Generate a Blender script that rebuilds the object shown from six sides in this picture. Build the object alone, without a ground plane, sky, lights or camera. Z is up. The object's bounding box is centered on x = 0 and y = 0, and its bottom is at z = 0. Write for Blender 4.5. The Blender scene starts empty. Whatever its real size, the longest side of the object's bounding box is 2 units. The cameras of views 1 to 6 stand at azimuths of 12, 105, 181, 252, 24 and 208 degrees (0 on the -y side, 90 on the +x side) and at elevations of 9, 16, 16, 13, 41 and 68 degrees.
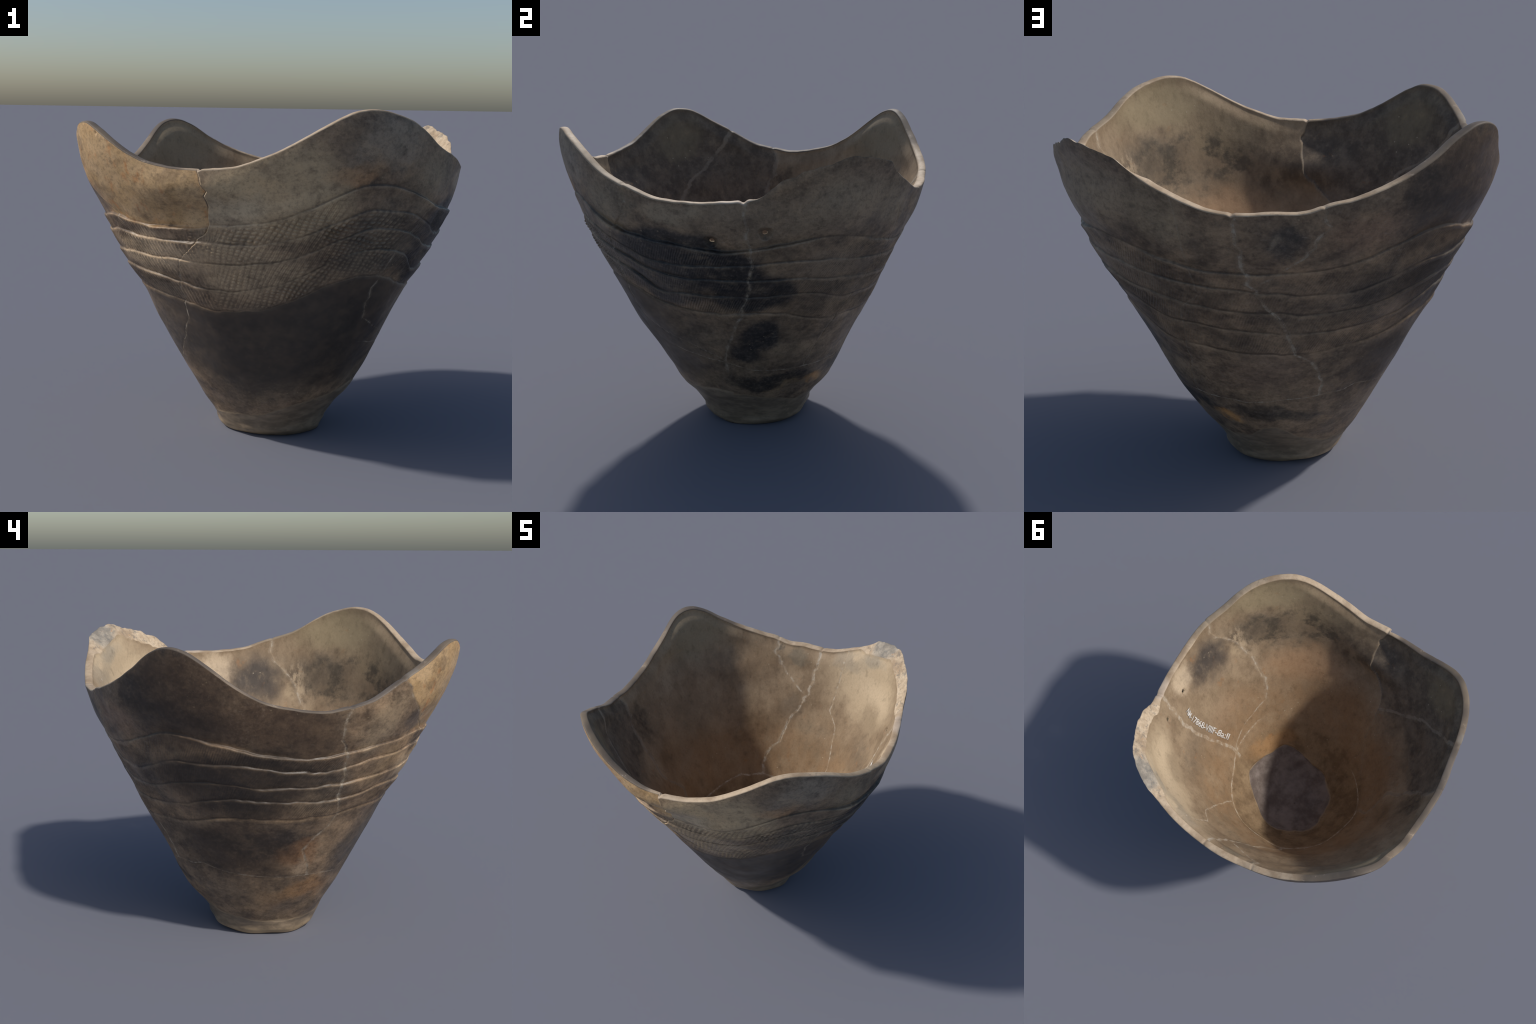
"""A large hand-built clay vessel: narrow foot, conical wall, four-cornered wavy
rim (one corner broken off), four comb-decorated bands between incised lines,
mended from sherds.  Everything is computed from a few profiles:
  SECTIONS  cross-sections of the wall (mean radius + a few harmonics)
  RIM       height of the rim round the mouth (closed B-spline)
  LINES     heights of the five incised lines
  CRACKS    the joins between the sherds
Angles are in degrees about +z, measured from +x."""
import bpy, math
import numpy as np

rng = np.random.default_rng(7)
TAU = 2 * math.pi

# ------------------------------------------------------------------ profiles
# height: mean radius, then cosine/sine amounts of harmonics 1..10
SECTIONS = [
    (0.00, .269, .001, .000, .008, .002, .001, -.005, -.004, .000, .003, -.003, -.001, .001, .000, -.003, .000, .000, .000, -.001, -.001, .001),
    (0.03, .304, .002, .001, -.002, .000, -.002, -.002, -.005, .002, -.002, -.004, .001, .001, .000, .002, -.001, .001, -.002, .000, .001, .002),
    (0.07, .317, .001, .000, -.004, -.001, -.001, .000, -.005, .000, -.002, -.004, .001, -.001, .000, .002, .000, .001, .000, -.001, .000, .000),
    (0.12, .342, .000, -.002, -.002, -.002, .000, .002, -.004, .000, .002, -.003, -.001, -.001, .001, .001, .000, .000, .000, -.001, .000, .000),
    (0.17, .375, .001, -.002, -.001, -.003, -.001, .002, -.002, .001, .003, -.002, -.003, -.001, .001, .000, -.001, .000, .000, .001, .000, .000),
    (0.24, .426, .008, -.001, -.001, -.005, -.003, -.001, .003, .002, .002, .000, .000, -.001, .000, -.001, .000, -.002, .000, .001, .000, .000),
    (0.35, .492, .006, .003, -.001, -.005, -.003, .000, .002, .005, .002, .000, .001, .003, .001, .002, .002, .001, .000, .001, .001, .001),
    (0.50, .571, .007, -.001, .003, -.006, -.006, .003, .002, .006, -.003, -.002, -.001, .000, .002, .000, .001, .001, -.001, -.001, .002, -.001),
    (0.65, .646, .007, -.006, .000, -.009, -.009, -.001, .002, .004, .002, .000, -.001, .002, .001, -.001, -.001, .001, -.001, .001, .000, .001),
    (0.80, .721, .006, -.003, .005, -.008, -.012, -.001, .002, .001, -.003, .002, .000, .000, .002, .001, .002, .001, -.002, .005, .000, .001),
    (0.95, .800, .002, .001, .008, -.002, -.007, -.003, -.006, .002, .003, -.005, .001, .000, -.001, .001, .000, -.004, .001, -.001, -.001, -.001),
    (1.10, .877, .001, .002, .012, -.002, -.003, .000, -.005, .001, .002, -.003, .000, .002, .000, .000, -.001, -.002, -.001, .001, .002, .000),
    (1.25, .939, .002, .010, .016, -.003, -.008, -.011, -.008, -.002, .002, .001, .000, -.003, -.003, -.004, -.001, .003, .000, .000, .002, -.002),
    (1.40, 1.000, -.010, .007, .009, .008, .004, -.001, -.014, -.004, -.004, -.004, -.003, .001, .004, -.003, -.002, -.002, .000, .002, .004, .004),
    (1.55, 1.031, -.011, .012, .005, .008, .001, -.007, -.023, -.005, .009, .003, -.003, -.003, -.004, -.002, -.002, -.005, .001, .000, .000, -.003),
    (1.70, 1.055, -.011, .027, .007, .019, -.013, -.003, -.028, -.008, .009, .006, -.001, -.001, .000, -.003, .001, .000, -.003, .000, .001, -.002),
    (1.85, 1.057, -.012, .043, .004, .026, -.016, .003, -.008, -.001, .001, .002, .001, .001, .001, .000, .001, .000, .000, .000, .000, .000),
]
# rim height, one spline control point every 6 degrees
RIM = [1.483, 1.484, 1.492, 1.494, 1.578, 1.633, 1.650, 1.704, 1.654, 1.658, 1.556, 1.497,
       1.444, 1.416, 1.413, 1.417, 1.407, 1.445, 1.459, 1.494, 1.535, 1.590, 1.675, 1.711,
       1.675, 1.580, 1.504, 1.444, 1.423, 1.406, 1.398, 1.419, 1.436, 1.488, 1.555, 1.618,
       1.692, 1.707, 1.671, 1.605, 1.549, 1.513, 1.502, 1.491, 1.500, 1.510, 1.550, 1.588,
       1.646, 1.708, 1.760, 1.780, 1.763, 1.732, 1.673, 1.608, 1.569, 1.546, 1.501, 1.489]
# thickness of the wall below the lip, written the same way (harmonics 1..5)
THICKNESS = [
    (0.10, .071, .011, -.003, .005, .000, -.004, .002, -.002, -.001, -.002, -.001),
    (0.20, .069, .010, .000, .004, -.003, .001, .003, .000, .003, -.002, -.002),
    (0.35, .057, -.001, .001, -.001, -.006, .004, .004, .000, .005, -.001, -.001),
    (0.55, .051, .000, -.001, .001, .004, -.001, .002, .001, .001, .000, .003),
    (0.75, .058, .000, -.001, .001, .005, .000, -.006, -.002, -.001, -.001, .004),
    (0.95, .062, -.002, .004, .001, .006, .006, -.001, -.005, .000, -.001, .000),
    (1.15, .060, .002, .005, .006, -.001, .008, -.003, .002, -.006, .002, .002),
    (1.35, .063, .000, .002, -.002, .003, .000, -.002, -.003, -.003, -.003, -.001),
    (1.55, .061, -.019, -.003, -.003, -.004, -.003, .003, -.007, .003, .001, .000),
    (1.75, .051, -.028, -.008, -.002, -.007, -.003, .002, -.001, .002, .000, .001),
]
# incised lines, a height every 10 degrees, from the top line down
LINES = {
    "first": [1.237, 1.223, 1.241, 1.269, 1.277, 1.249, 1.2, 1.166, 1.15, 1.143, 1.149, 1.172, 1.221, 1.267, 1.261, 1.224, 1.184, 1.162, 1.158, 1.18, 1.202, 1.219, 1.231, 1.216, 1.201, 1.207, 1.219, 1.228, 1.257, 1.315, 1.397, 1.431, 1.401, 1.336, 1.294, 1.269],
    "second": [1.141, 1.143, 1.151, 1.157, 1.147, 1.119, 1.1, 1.084, 1.069, 1.046, 1.03, 1.032, 1.068, 1.117, 1.124, 1.122, 1.108, 1.089, 1.082, 1.099, 1.127, 1.137, 1.153, 1.141, 1.132, 1.14, 1.139, 1.135, 1.15, 1.191, 1.263, 1.31, 1.294, 1.243, 1.172, 1.144],
    "third": [1.065, 1.06, 1.055, 1.054, 1.035, 1.016, 0.995, 0.975, 0.962, 0.948, 0.93, 0.938, 0.959, 0.997, 1.014, 1.008, 0.992, 0.992, 0.995, 1.003, 1.022, 1.038, 1.042, 1.04, 1.04, 1.038, 1.031, 1.035, 1.054, 1.095, 1.167, 1.217, 1.206, 1.16, 1.1, 1.072],
    "fourth": [0.957, 0.949, 0.949, 0.961, 0.941, 0.894, 0.884, 0.864, 0.852, 0.844, 0.835, 0.836, 0.85, 0.871, 0.906, 0.921, 0.918, 0.915, 0.906, 0.91, 0.932, 0.961, 0.948, 0.939, 0.92, 0.897, 0.889, 0.899, 0.925, 0.979, 1.067, 1.112, 1.104, 1.058, 0.97, 0.966],
    "fifth": [0.843, 0.845, 0.843, 0.821, 0.781, 0.761, 0.754, 0.734, 0.732, 0.729, 0.728, 0.738, 0.747, 0.76, 0.792, 0.807, 0.808, 0.813, 0.818, 0.816, 0.828, 0.837, 0.829, 0.82, 0.805, 0.785, 0.778, 0.791, 0.814, 0.872, 0.942, 0.973, 0.965, 0.923, 0.884, 0.858],
}
# depth of the step at the lines (angle, metres)
STEP = [(0, .018), (22, .014), (42, .009), (70, .007), (100, .006), (125, .008), (146, .016), (180, .014), (210, .017),
        (235, .018), (255, .014), (264, .007), (285, .006), (305, .007), (318, .010), (330, .016), (345, .020)]
# edge of the plain foot (angle, height)
FOOT = [(5, .275), (17, .246), (34, .215), (50, .172), (67, .20), (78, .27), (86, .285), (100, .19), (118, .14),
        (137, .127), (161, .105), (186, .10), (213, .11), (251, .139), (273, .148), (287, .199), (304, .243),
        (316, .259), (333, .275), (348, .295)]
# upper edge of the dark filling in the bottom of the inside
FILL = [(0, .30), (20, .24), (40, .19), (77, .165), (102, .144), (130, .136), (165, .132), (200, .132), (235, .149), (252, .18),
        (273, .19), (293, .24), (310, .305), (326, .286), (340, .288)]
# joins between sherds that run upward: (height, angle) from the top down
CRACKS = {
    "front": [(1.54, 259.9), (1.456, 260.4), (1.394, 262.2), (1.348, 261.4), (1.29, 261.0), (1.237, 260.5), (1.2, 259.7), (1.155, 255.8), (1.113, 253.4), (1.074, 250), (1.028, 246.5), (.931, 243.7), (.812, 241.1), (.704, 239.2), (.659, 235.3), (.585, 230.5), (.5, 220.9), (.435, 213.5)],
    "east_side": [(1.56, 338.8), (1.498, 339), (1.433, 338), (1.376, 335.5), (1.338, 333), (1.301, 330.6), (1.254, 328.4), (1.18, 326.4), (1.095, 323), (.926, 319.8), (.882, 318.5), (.823, 318.1), (.733, 320.5), (.666, 331.2), (.615, 343.9), (.556, 355.3), (.522, 359.5)],
    "drilled": [(1.5, 14.6), (1.408, 14.1), (1.281, 14.8), (1.173, 15.6), (1.061, 14.2), (.94, 13.3), (.834, 10.9), (.686, 5.5), (.533, .3), (.45, .1)],
    "below_break": [(1.06, 67), (1.008, 64), (.906, 58), (.815, 55.5), (.705, 52), (.56, 47), (.45, 44.2)],
    "back": [(1.42, 79.8), (1.354, 80.3), (1.232, 81.1), (1.131, 82.3), (1.068, 84), (.968, 86.6), (.864, 91.4), (.725, 95.1), (.672, 101.4), (.553, 107), (.478, 106.8)],
    "back_wedge": [(1.43, 100.6), (1.353, 102.2), (1.285, 98.8), (1.211, 95.7), (1.16, 91), (1.1, 85)],
    "west": [(1.41, 186.3), (1.333, 184.5), (1.25, 184.8), (1.183, 187.5), (1.091, 188.5), (.993, 189.6), (.907, 190.5), (.815, 193), (.748, 190.3), (.611, 181), (.503, 185.4), (.44, 186.9)],
    "tan_corner": [(1.54, 202.2), (1.442, 206), (1.326, 213.6), (1.234, 223.1), (1.176, 226), (1.07, 234.6), (.967, 244.3)],
}
# the join that runs round the lower wall: (angle, height)
RING = [(320, .60), (331, .575), (343, .545), (357, .52), (373, .463), (388, .45), (405, .447), (419, .44), (432, .43), (453, .46),
        (467, .477), (479, .473), (486, .49), (495, .47), (508, .451), (525, .438), (542, .44), (558, .431), (575, .41)]
BROKEN = (17.0, 62.0)          # where the corner of the rim is broken away
BEAD = (.031, .020)            # spacing of the bead strings and of the beads in them
HOLES = [(4.0, 1.282, .035, .0125), (20.0, 1.322, .038, .0125)]   # drilled repair holes


# ------------------------------------------------------------------ helpers
def periodic(pairs_or_list, step=None):
    if step:
        a = np.arange(len(pairs_or_list)) * step
        v = np.array(pairs_or_list)
    else:
        a, v = np.array(pairs_or_list, float).T
    aa = np.concatenate([a - 360, a, a + 360])
    vv = np.concatenate([v, v, v])
    n = len(aa)
    m = np.gradient(vv, aa)

    def f(t):
        t = np.mod(t, 360.0)
        i = np.clip(np.searchsorted(aa, t) - 1, 0, n - 2)
        h = aa[i + 1] - aa[i]
        s = (t - aa[i]) / h
        return ((2 * s**3 - 3 * s**2 + 1) * vv[i] + (s**3 - 2 * s**2 + s) * h * m[i]
                + (-2 * s**3 + 3 * s**2) * vv[i + 1] + (s**3 - s**2) * h * m[i + 1])
    return f


def bspline(points):
    c = np.array(points)
    n = len(c)

    def f(t):
        x = np.mod(t, 360.0) / 360 * n
        i = np.floor(x).astype(int)
        s = x - i
        return (c[(i - 1) % n] * (1 - s)**3 + c[i % n] * (3 * s**3 - 6 * s**2 + 4)
                + c[(i + 1) % n] * (-3 * s**3 + 3 * s**2 + 3 * s + 1) + c[(i + 2) % n] * s**3) / 6
    return f


def from_sections(table, theta, z):
    """value at (theta, z) of a table of heights and harmonics, smooth in z"""
    tab = np.array(table)
    zz, vals = tab[:, 0], tab[:, 1:]
    slope = np.gradient(vals, zz, axis=0)
    zc = np.clip(z, zz[0], zz[-1])
    i = np.clip(np.searchsorted(zz, zc) - 1, 0, len(zz) - 2)
    h = zz[i + 1] - zz[i]
    s = (zc - zz[i]) / h
    w = [2 * s**3 - 3 * s**2 + 1, (s**3 - 2 * s**2 + s) * h, -2 * s**3 + 3 * s**2, (s**3 - s**2) * h]
    t = np.radians(theta)
    out = 0
    for k in range(vals.shape[1]):
        coef = w[0] * vals[i, k] + w[1] * slope[i, k] + w[2] * vals[i + 1, k] + w[3] * slope[i + 1, k]
        j = (k + 1) // 2
        out = out + coef * (1 if k == 0 else (np.cos(j * t) if k % 2 else np.sin(j * t)))
    return out


def wall_radius(theta, z):
    """radius of the smooth outer wall"""
    return from_sections(SECTIONS, theta, z)


_LAT = rng.random((64, 64, 64)).astype(np.float32)


def noise(p, scale, off=0):
    """smooth value noise, about -1..1; p has shape (..., 3)"""
    q = p * scale + off
    i = np.floor(q).astype(int)
    f = q - i
    f = f * f * (3 - 2 * f)
    out = 0
    for a in (0, 1):
        for b in (0, 1):
            for c in (0, 1):
                w = (f[..., 0] if a else 1 - f[..., 0]) * (f[..., 1] if b else 1 - f[..., 1]) * (f[..., 2] if c else 1 - f[..., 2])
                out = out + w * _LAT[(i[..., 0] + a) % 64, (i[..., 1] + b) % 64, (i[..., 2] + c) % 64]
    return out * 2 - 1


def smooth(a, b, x):
    t = np.clip((x - a) / (b - a), 0, 1)
    return t * t * (3 - 2 * t)


def wrap(d):
    return (d + 180) % 360 - 180


def jagged(line, seed, amount):
    """refine a join by midpoint displacement, so that it breaks like clay"""
    g = np.random.default_rng(seed)
    pts = [tuple(map(float, p)) for p in line]
    amp = amount
    for _ in range(1 if len(pts) > 11 else 2):
        new = [pts[0]]
        for a, b in zip(pts, pts[1:]):
            new.append(((a[0] + b[0]) / 2, (a[1] + b[1]) / 2 + g.normal() * amp))
            new.append(b)
        pts = new
        amp *= .6
    return pts


CRACK = {k: jagged(v, 10 + n, .75 if k == "front" else .55) for n, (k, v) in enumerate(CRACKS.items())}
RINGJ = jagged(RING, 40, .004)
rim_f = bspline(RIM)
line_f = [periodic(v, 10) for v in LINES.values()]
step_f = periodic(STEP)
foot_f = periodic(FOOT)
fill_f = periodic(FILL)


def crack_offset(name, theta, z):
    """metres from the join, along the wall's circumference, and whether z is in its range"""
    zz, aa = np.array(CRACK[name][::-1]).T
    d = wrap(theta - np.interp(z, zz, aa))
    r = np.interp(z, [0, .5, 1.4], [.3, .57, 1.0])
    return np.radians(d) * r, (z > zz[0]) & (z < zz[-1] + .3)


def broken(theta):
    a, b = BROKEN
    t = np.mod(theta + 90, 360) - 90
    return smooth(a - 2, a + 6, t) * (1 - smooth(b - 7, b, t))


# ------------------------------------------------------------------ the grid
N = 2048
TH = np.arange(N) * 360.0 / N
circ = np.stack([np.cos(np.radians(TH)), np.sin(np.radians(TH))], -1)
ring_p = np.concatenate([circ, np.zeros((N, 1))], 1)

wob = noise(ring_p, 7.0) * .5 + noise(ring_p, 19.0, 5) * .3
lines = [f(TH) + .005 * (noise(ring_p, 9 + k, 3 * k) + .5 * noise(ring_p, 25, k)) for k, f in enumerate(line_f)]
# left of the front join the lines do not meet those on the right of it
shift = np.exp(-np.clip(TH - 260.3, 0, 99) / 6) * (TH > 260.3) * .012
lines[0] = lines[0] + shift * .8
bk = broken(TH)
zrim = rim_f(TH) + bk * (.016 * (np.abs(noise(ring_p, 13, 2)) - .35) + .006 * noise(ring_p, 45, 9))
zrim -= .012 * np.exp(-((wrap(TH - 14.2) / .9)**2))                # nick at the drilled join
for a, dep in ((80, .006), (260.2, .007), (338.9, .004), (100.6, .003), (186.3, .004), (202.3, .006)):
    zrim -= dep * np.exp(-((wrap(TH - a) / .6)**2))
zrim += .003 * noise(ring_p, 6, 1) + .0015 * noise(ring_p, 22, 4)
THICK_RIM = .044 + .006 * bk
foot = foot_f(TH) + .004 * noise(ring_p, 12, 8)

z_bound = [np.full(N, .004), foot] + lines[::-1] + [zrim - .009 + bk * .006]
rows_in_zone = [34, 64, 36, 36, 36, 36, 96]
zone_names = ["foot", "lower_wall", "decorated_band", "decorated_band", "decorated_band", "decorated_band", "upper_wall"]
Z, zone_of_row = [], []
for k, n in enumerate(rows_in_zone):
    for j in range(n):
        Z.append(z_bound[k] + (z_bound[k + 1] - z_bound[k]) * j / n)
        zone_of_row.append(k)
Z.append(z_bound[-1])
Z = np.array(Z)                       # rows x N
TT = np.broadcast_to(TH, Z.shape)
R = wall_radius(TT, Z)
P0 = np.stack([R * circ[:, 0], R * circ[:, 1], Z], -1)

# --- relief of the outer wall
H = .0022 * noise(P0, 5) + .0012 * noise(P0, 14, 7) + .0005 * noise(P0, 45, 3)
amp = step_f(TH)
for k, zl in enumerate(lines):
    d = Z - zl
    a = amp * (1.4, .85, .8, .8, .7)[k] * np.clip(1 + .75 * noise(ring_p, 4.5, 11 + 3 * k) + .45 * noise(ring_p, 13, 17 + k), .12, 1.8)
    up, low = (.040, .030) if k == 0 else (.026, .026)
    g = np.where(d > 0, -.55 * np.exp(-(d / up)**1.2), .45 * np.exp(-np.abs(d / low)**1.2))
    H += a * (g * np.tanh(np.abs(d) / .008) + 0) - .0022 * np.exp(-((d - .003) / .0045)**2)

# --- comb marks: slanting strokes, and strings of beads on the front
front = np.exp(-(np.abs(wrap(TH - 290) / 34))**4)
for k in range(4):
    top, low = lines[k], lines[k + 1]
    s = (top - Z) / (top - low)
    inside = smooth(.10, .2, s) * smooth(.04, .14, 1 - s)
    arc = np.radians(TH) * (.93 - .05 * k)
    rel = Z - low
    warp = .006 * noise(P0, 9, 20 + k) + .004 * noise(P0, 26, 5)
    tilt_here = np.where(np.abs(wrap(TH - 240)) < 22, .15, .55)
    u = arc - rel * tilt_here + warp
    fade = smooth(-.35, .45, noise(P0, 4.5, 31 + k) + .25)
    hatch = np.sin(u * TAU / .0135) * .0014
    sw = np.radians(wrap(TH))
    wv = .008 * np.sin(9 * sw + 14 * Z) + .005 * np.sin(23 * sw - 31 * Z)
    stroke = .5 + .5 * np.sin((.9 * sw - .5 * Z + wv) * TAU / BEAD[0])
    bead = .5 + .5 * np.sin((Z + .2 * .9 * sw + wv) * TAU / BEAD[1])
    beads = (stroke**.7 * (.18 + .82 * bead) - .30) * .0115 * (1 + .8 * noise(P0, 33, 70 + k))
    wf = front * np.ones_like(Z) * smooth(-.75, .0, noise(P0, 6, 50 + k)) * (.45 + .55 * smooth(-.5, .3, noise(P0, 17, 60 + k)))
    if k == 0:
        wf = wf * (1 - smooth(299, 304, TH))
        plain = ((TH > 299) & (TH < 336)).astype(float)
    else:
        plain = np.zeros(N)
    left = np.exp(-(np.abs(wrap(TH - 238) / 20))**6)
    ribs = np.sin((arc + .25 * rel + warp) * TAU / .024) * .0042
    H += inside * ((hatch * (1 - wf) * (1 - left) + ribs * left * (1 if k else .25)) * (.35 + .65 * fade) * (1 - plain)
                   + wf * beads * (.55 + .45 * fade))

# --- joins
gap_bits = noise(P0, 30, 13)
for n, name in enumerate(CRACK):
    x, ok = crack_offset(name, TT, Z)
    deep = .004 * (.6 + .6 * gap_bits) * (1 + 1.6 * (name == "front") * smooth(1.0, 1.15, Z))
    H -= ok * deep * np.exp(-(x / .0045)**2)
x, ok = crack_offset("front", TT, Z)
up = smooth(.98, 1.15, Z)
over = smooth(-.06, .0, Z - lines[0]) * smooth(1.0, 1.12, Z) * smooth(.11, .03, Z - lines[0]) * smooth(.02, .06, zrim - Z)
H += (up * np.where(x > 0, .0045, 0) * np.exp(-np.abs(x) / .12) + over * np.where(x > 0, .016, 0) * np.exp(-np.abs(x) / .34)
      + smooth(-.01, .05, Z - lines[0]) * np.where(x > 0, 0, -.022) * np.exp(-np.abs(x) / .20)) * np.tanh(np.abs(x) / .002)
x, ok = crack_offset("east_side", TT, Z)
H += smooth(1.15, 1.3, Z) * np.where(x > 0, -.0035, .0035) * np.exp(-np.abs(x) / .10) * np.tanh(np.abs(x) / .003)
ra, rz = np.array(RINGJ).T
ring_z = np.interp(np.where(TH < 300, TH + 360, TH), ra, rz)
ring_on = smooth(318, 332, np.where(TH < 300, TH + 360, TH)) * (1 - smooth(560, 577, np.where(TH < 300, TH + 360, TH)))
H -= ring_on * (.0035 * (.7 + .5 * gap_bits) * np.exp(-((Z - ring_z) / .004)**2))
# below the front dip of the rim the wall swells to meet the first line
H += .011 * np.exp(-((Z - lines[0] - .032) / .038)**2) * np.exp(-(np.abs(wrap(TH - 268)) / 26)**4)
# the foot stands a little proud where its slip ends
H += .003 * smooth(.0, -.012, Z - foot) * np.exp(-np.clip(foot - Z, 0, 1) / .06)
H *= smooth(-.001, .02, Z)
R_out = R + H


def to_xyz(r, z):
    return np.stack([r * circ[:, 0], r * circ[:, 1], z], -1)


def hole_distance(P, hole):
    a, z0 = math.radians(hole[0]), hole[1]
    t = np.array([-math.sin(a), math.cos(a), 0])
    c = np.array([math.cos(a), math.sin(a), 0]) * wall_radius(np.array(hole[0]), np.array(z0))
    d = P - c
    x = d @ t
    return np.where(np.sign(P[..., 0]) > 0, np.hypot(x, (P[..., 2] - z0) * 1.05), 9.0), np.arctan2(P[..., 2] - z0, x)


outer = to_xyz(R_out, Z)
for hole in HOLES:
    rho, ang = hole_distance(outer, hole)
    R_out = R_out - np.clip((hole[2] * (1 + .08 * np.sin(3 * ang)) - rho) / (hole[2] - hole[3]), 0, 1)**.9 * .030
for a, z0, rad, dep in ((227.8, 1.643, .008, .007), (216, 1.55, .006, .003)):
    c = np.array([math.cos(math.radians(a)), math.sin(math.radians(a)), 0]) * wall_radius(np.array(a), np.array(z0))
    c[2] = z0
    R_out = R_out - dep * np.exp(-(np.linalg.norm(outer - c, axis=-1) / rad)**2)
outer = to_xyz(R_out, Z)
outer[0, :, 2] = .003

# --- lip
LIP = 16
R_out[-12:] -= bk * .008 * np.linspace(0, 1, 12)[:, None]**2
outer = to_xyz(R_out, Z)
outer[0, :, 2] = .003
top_r, top_z = R_out[-1], Z[-1]
z_in = zrim - .012 - bk * (.066 + .012 * noise(ring_p, 8, 3) + .006 * noise(ring_p, 30, 6))
r_in_top = wall_radius(TH, z_in) - THICK_RIM - bk * .004
lip = []
for j in range(1, LIP + 1):
    s = j / LIP
    phi = math.pi * s
    r_round = (top_r + r_in_top) / 2 + (top_r - r_in_top) / 2 * math.cos(phi)
    z_round = (top_z + z_in) / 2 + (top_z - z_in) / 2 * math.cos(phi) + .010 * math.sin(phi)**.7
    r_frac = top_r + (r_in_top - top_r) * s
    z_frac = top_z + (z_in - top_z) * s**1.25
    r_ = r_round * (1 - bk) + r_frac * bk
    z_ = z_round * (1 - bk) + z_frac * bk
    q = np.stack([r_ * circ[:, 0], r_ * circ[:, 1], z_], -1)
    rough = bk * math.sin(phi) * (.004 * noise(q, 18, 2) + .0012 * noise(q, 55, 8))
    z_ = z_ + rough + math.sin(phi) * .0012 * noise(q, 30, 17)
    lip.append(np.stack([r_ * circ[:, 0], r_ * circ[:, 1], z_], -1))
lip = np.array(lip)

# --- inside
Z_RING, Z_FLOOR = .47, .17
ri_n = [96, 44]
zi = []
for j in range(1, ri_n[0] + 1):
    zi.append(z_in + (Z_RING - z_in) * j / ri_n[0])
for j in range(1, ri_n[1] + 1):
    zi.append(np.full(N, Z_RING + (Z_FLOOR - Z_RING) * j / ri_n[1]))
ZI = np.array(zi)
TI = np.broadcast_to(TH, ZI.shape)


def thickness(theta, z):
    t = np.clip(from_sections(THICKNESS, theta, z), .032, .072 + .018 * smooth(.35, .2, z)) + .010 * smooth(.28, .18, z)
    top = np.interp(theta, TH, zrim, period=360)
    blend = smooth(.095, .0, top - z)
    return t + (.044 - t) * blend


RI = wall_radius(TI, ZI) - thickness(TI, ZI)
RI += (r_in_top - RI[0]) * np.exp(-np.arange(len(RI)) / 5.0)[:, None]
PI_ = np.stack([RI * circ[:, 0], RI * circ[:, 1], ZI], -1)
HI = .0025 * noise(PI_, 4, 40) + .0015 * noise(PI_, 11, 41) + .0006 * noise(PI_, 40, 42)
bits = noise(PI_, 34, 14)
for name in CRACK:
    x, ok = crack_offset(name, TI, ZI)
    HI += ok * (.0035 * (.4 + .9 * bits) * np.exp(-(x / .005)**2) - .0025 * np.abs(bits) * np.exp(-(x / .016)**2))
x, ok = crack_offset("front", TI, ZI)
HI -= smooth(1.0, 1.15, ZI) * np.where(x > 0, .006, -.006) * np.exp(-np.abs(x) / .10) * np.tanh(np.abs(x) / .002)
HI += ring_on * .003 * (.6 + .8 * bits) * np.exp(-((ZI - ring_z) / .005)**2)
HI += .008 * smooth(.006, -.006, ZI - (fill_f(TH) + .006 * noise(PI_, 14, 3)))
HI -= ring_on * .006 * smooth(.006, -.008, ZI - ring_z) * np.exp(-np.clip(ring_z - ZI, 0, 1) / .12)
HI *= np.minimum(1, np.arange(1, len(HI) + 1) / 6)[:, None]
RI = RI + HI
inner = to_xyz(RI, ZI)
for hole, (ia, iz) in zip(HOLES, ((2.9, 1.268), (19.5, 1.32))):
    rho, ang = hole_distance(inner, hole)
    RI = RI + np.clip((.025 - rho) / .011, 0, 1) * .012
inner = to_xyz(RI, ZI)
FL = 30
floor_rows = []
r_edge = RI[-1]
for j in range(1, FL + 1):
    phi = math.pi / 2 * j / FL
    r_ = r_edge * math.cos(phi)**.8 if j < FL else r_edge * 0 + .004
    z_ = Z_FLOOR - .102 * (1 - (math.cos(phi)**.8 if j < FL else 0)**3.0)
    q = np.stack([r_ * circ[:, 0], r_ * circ[:, 1], np.full(N, z_)], -1)
    floor_rows.append(np.stack([r_ * circ[:, 0], r_ * circ[:, 1], z_ + .004 * noise(q, 9, 2) * min(1, j / 6) + .0015 * noise(q, 30, 2) * min(1, j / 6)], -1))
floor_rows = np.array(floor_rows)
# --- underside
under = np.array([np.stack([(R_out[0] - .012) * k * circ[:, 0], (R_out[0] - .012) * k * circ[:, 1], np.full(N, zz)], -1)
                  for k, zz in ((1.0, 0.0), (.8, .0), (.6, .002), (.3, .003), (.02, .003))])

# ------------------------------------------------------------------ one vertex list, many parts
verts = np.concatenate([outer, lip, inner, floor_rows, under[::-1]])
n_o, n_l, n_i, n_f = len(outer), LIP, len(inner), FL
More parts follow.
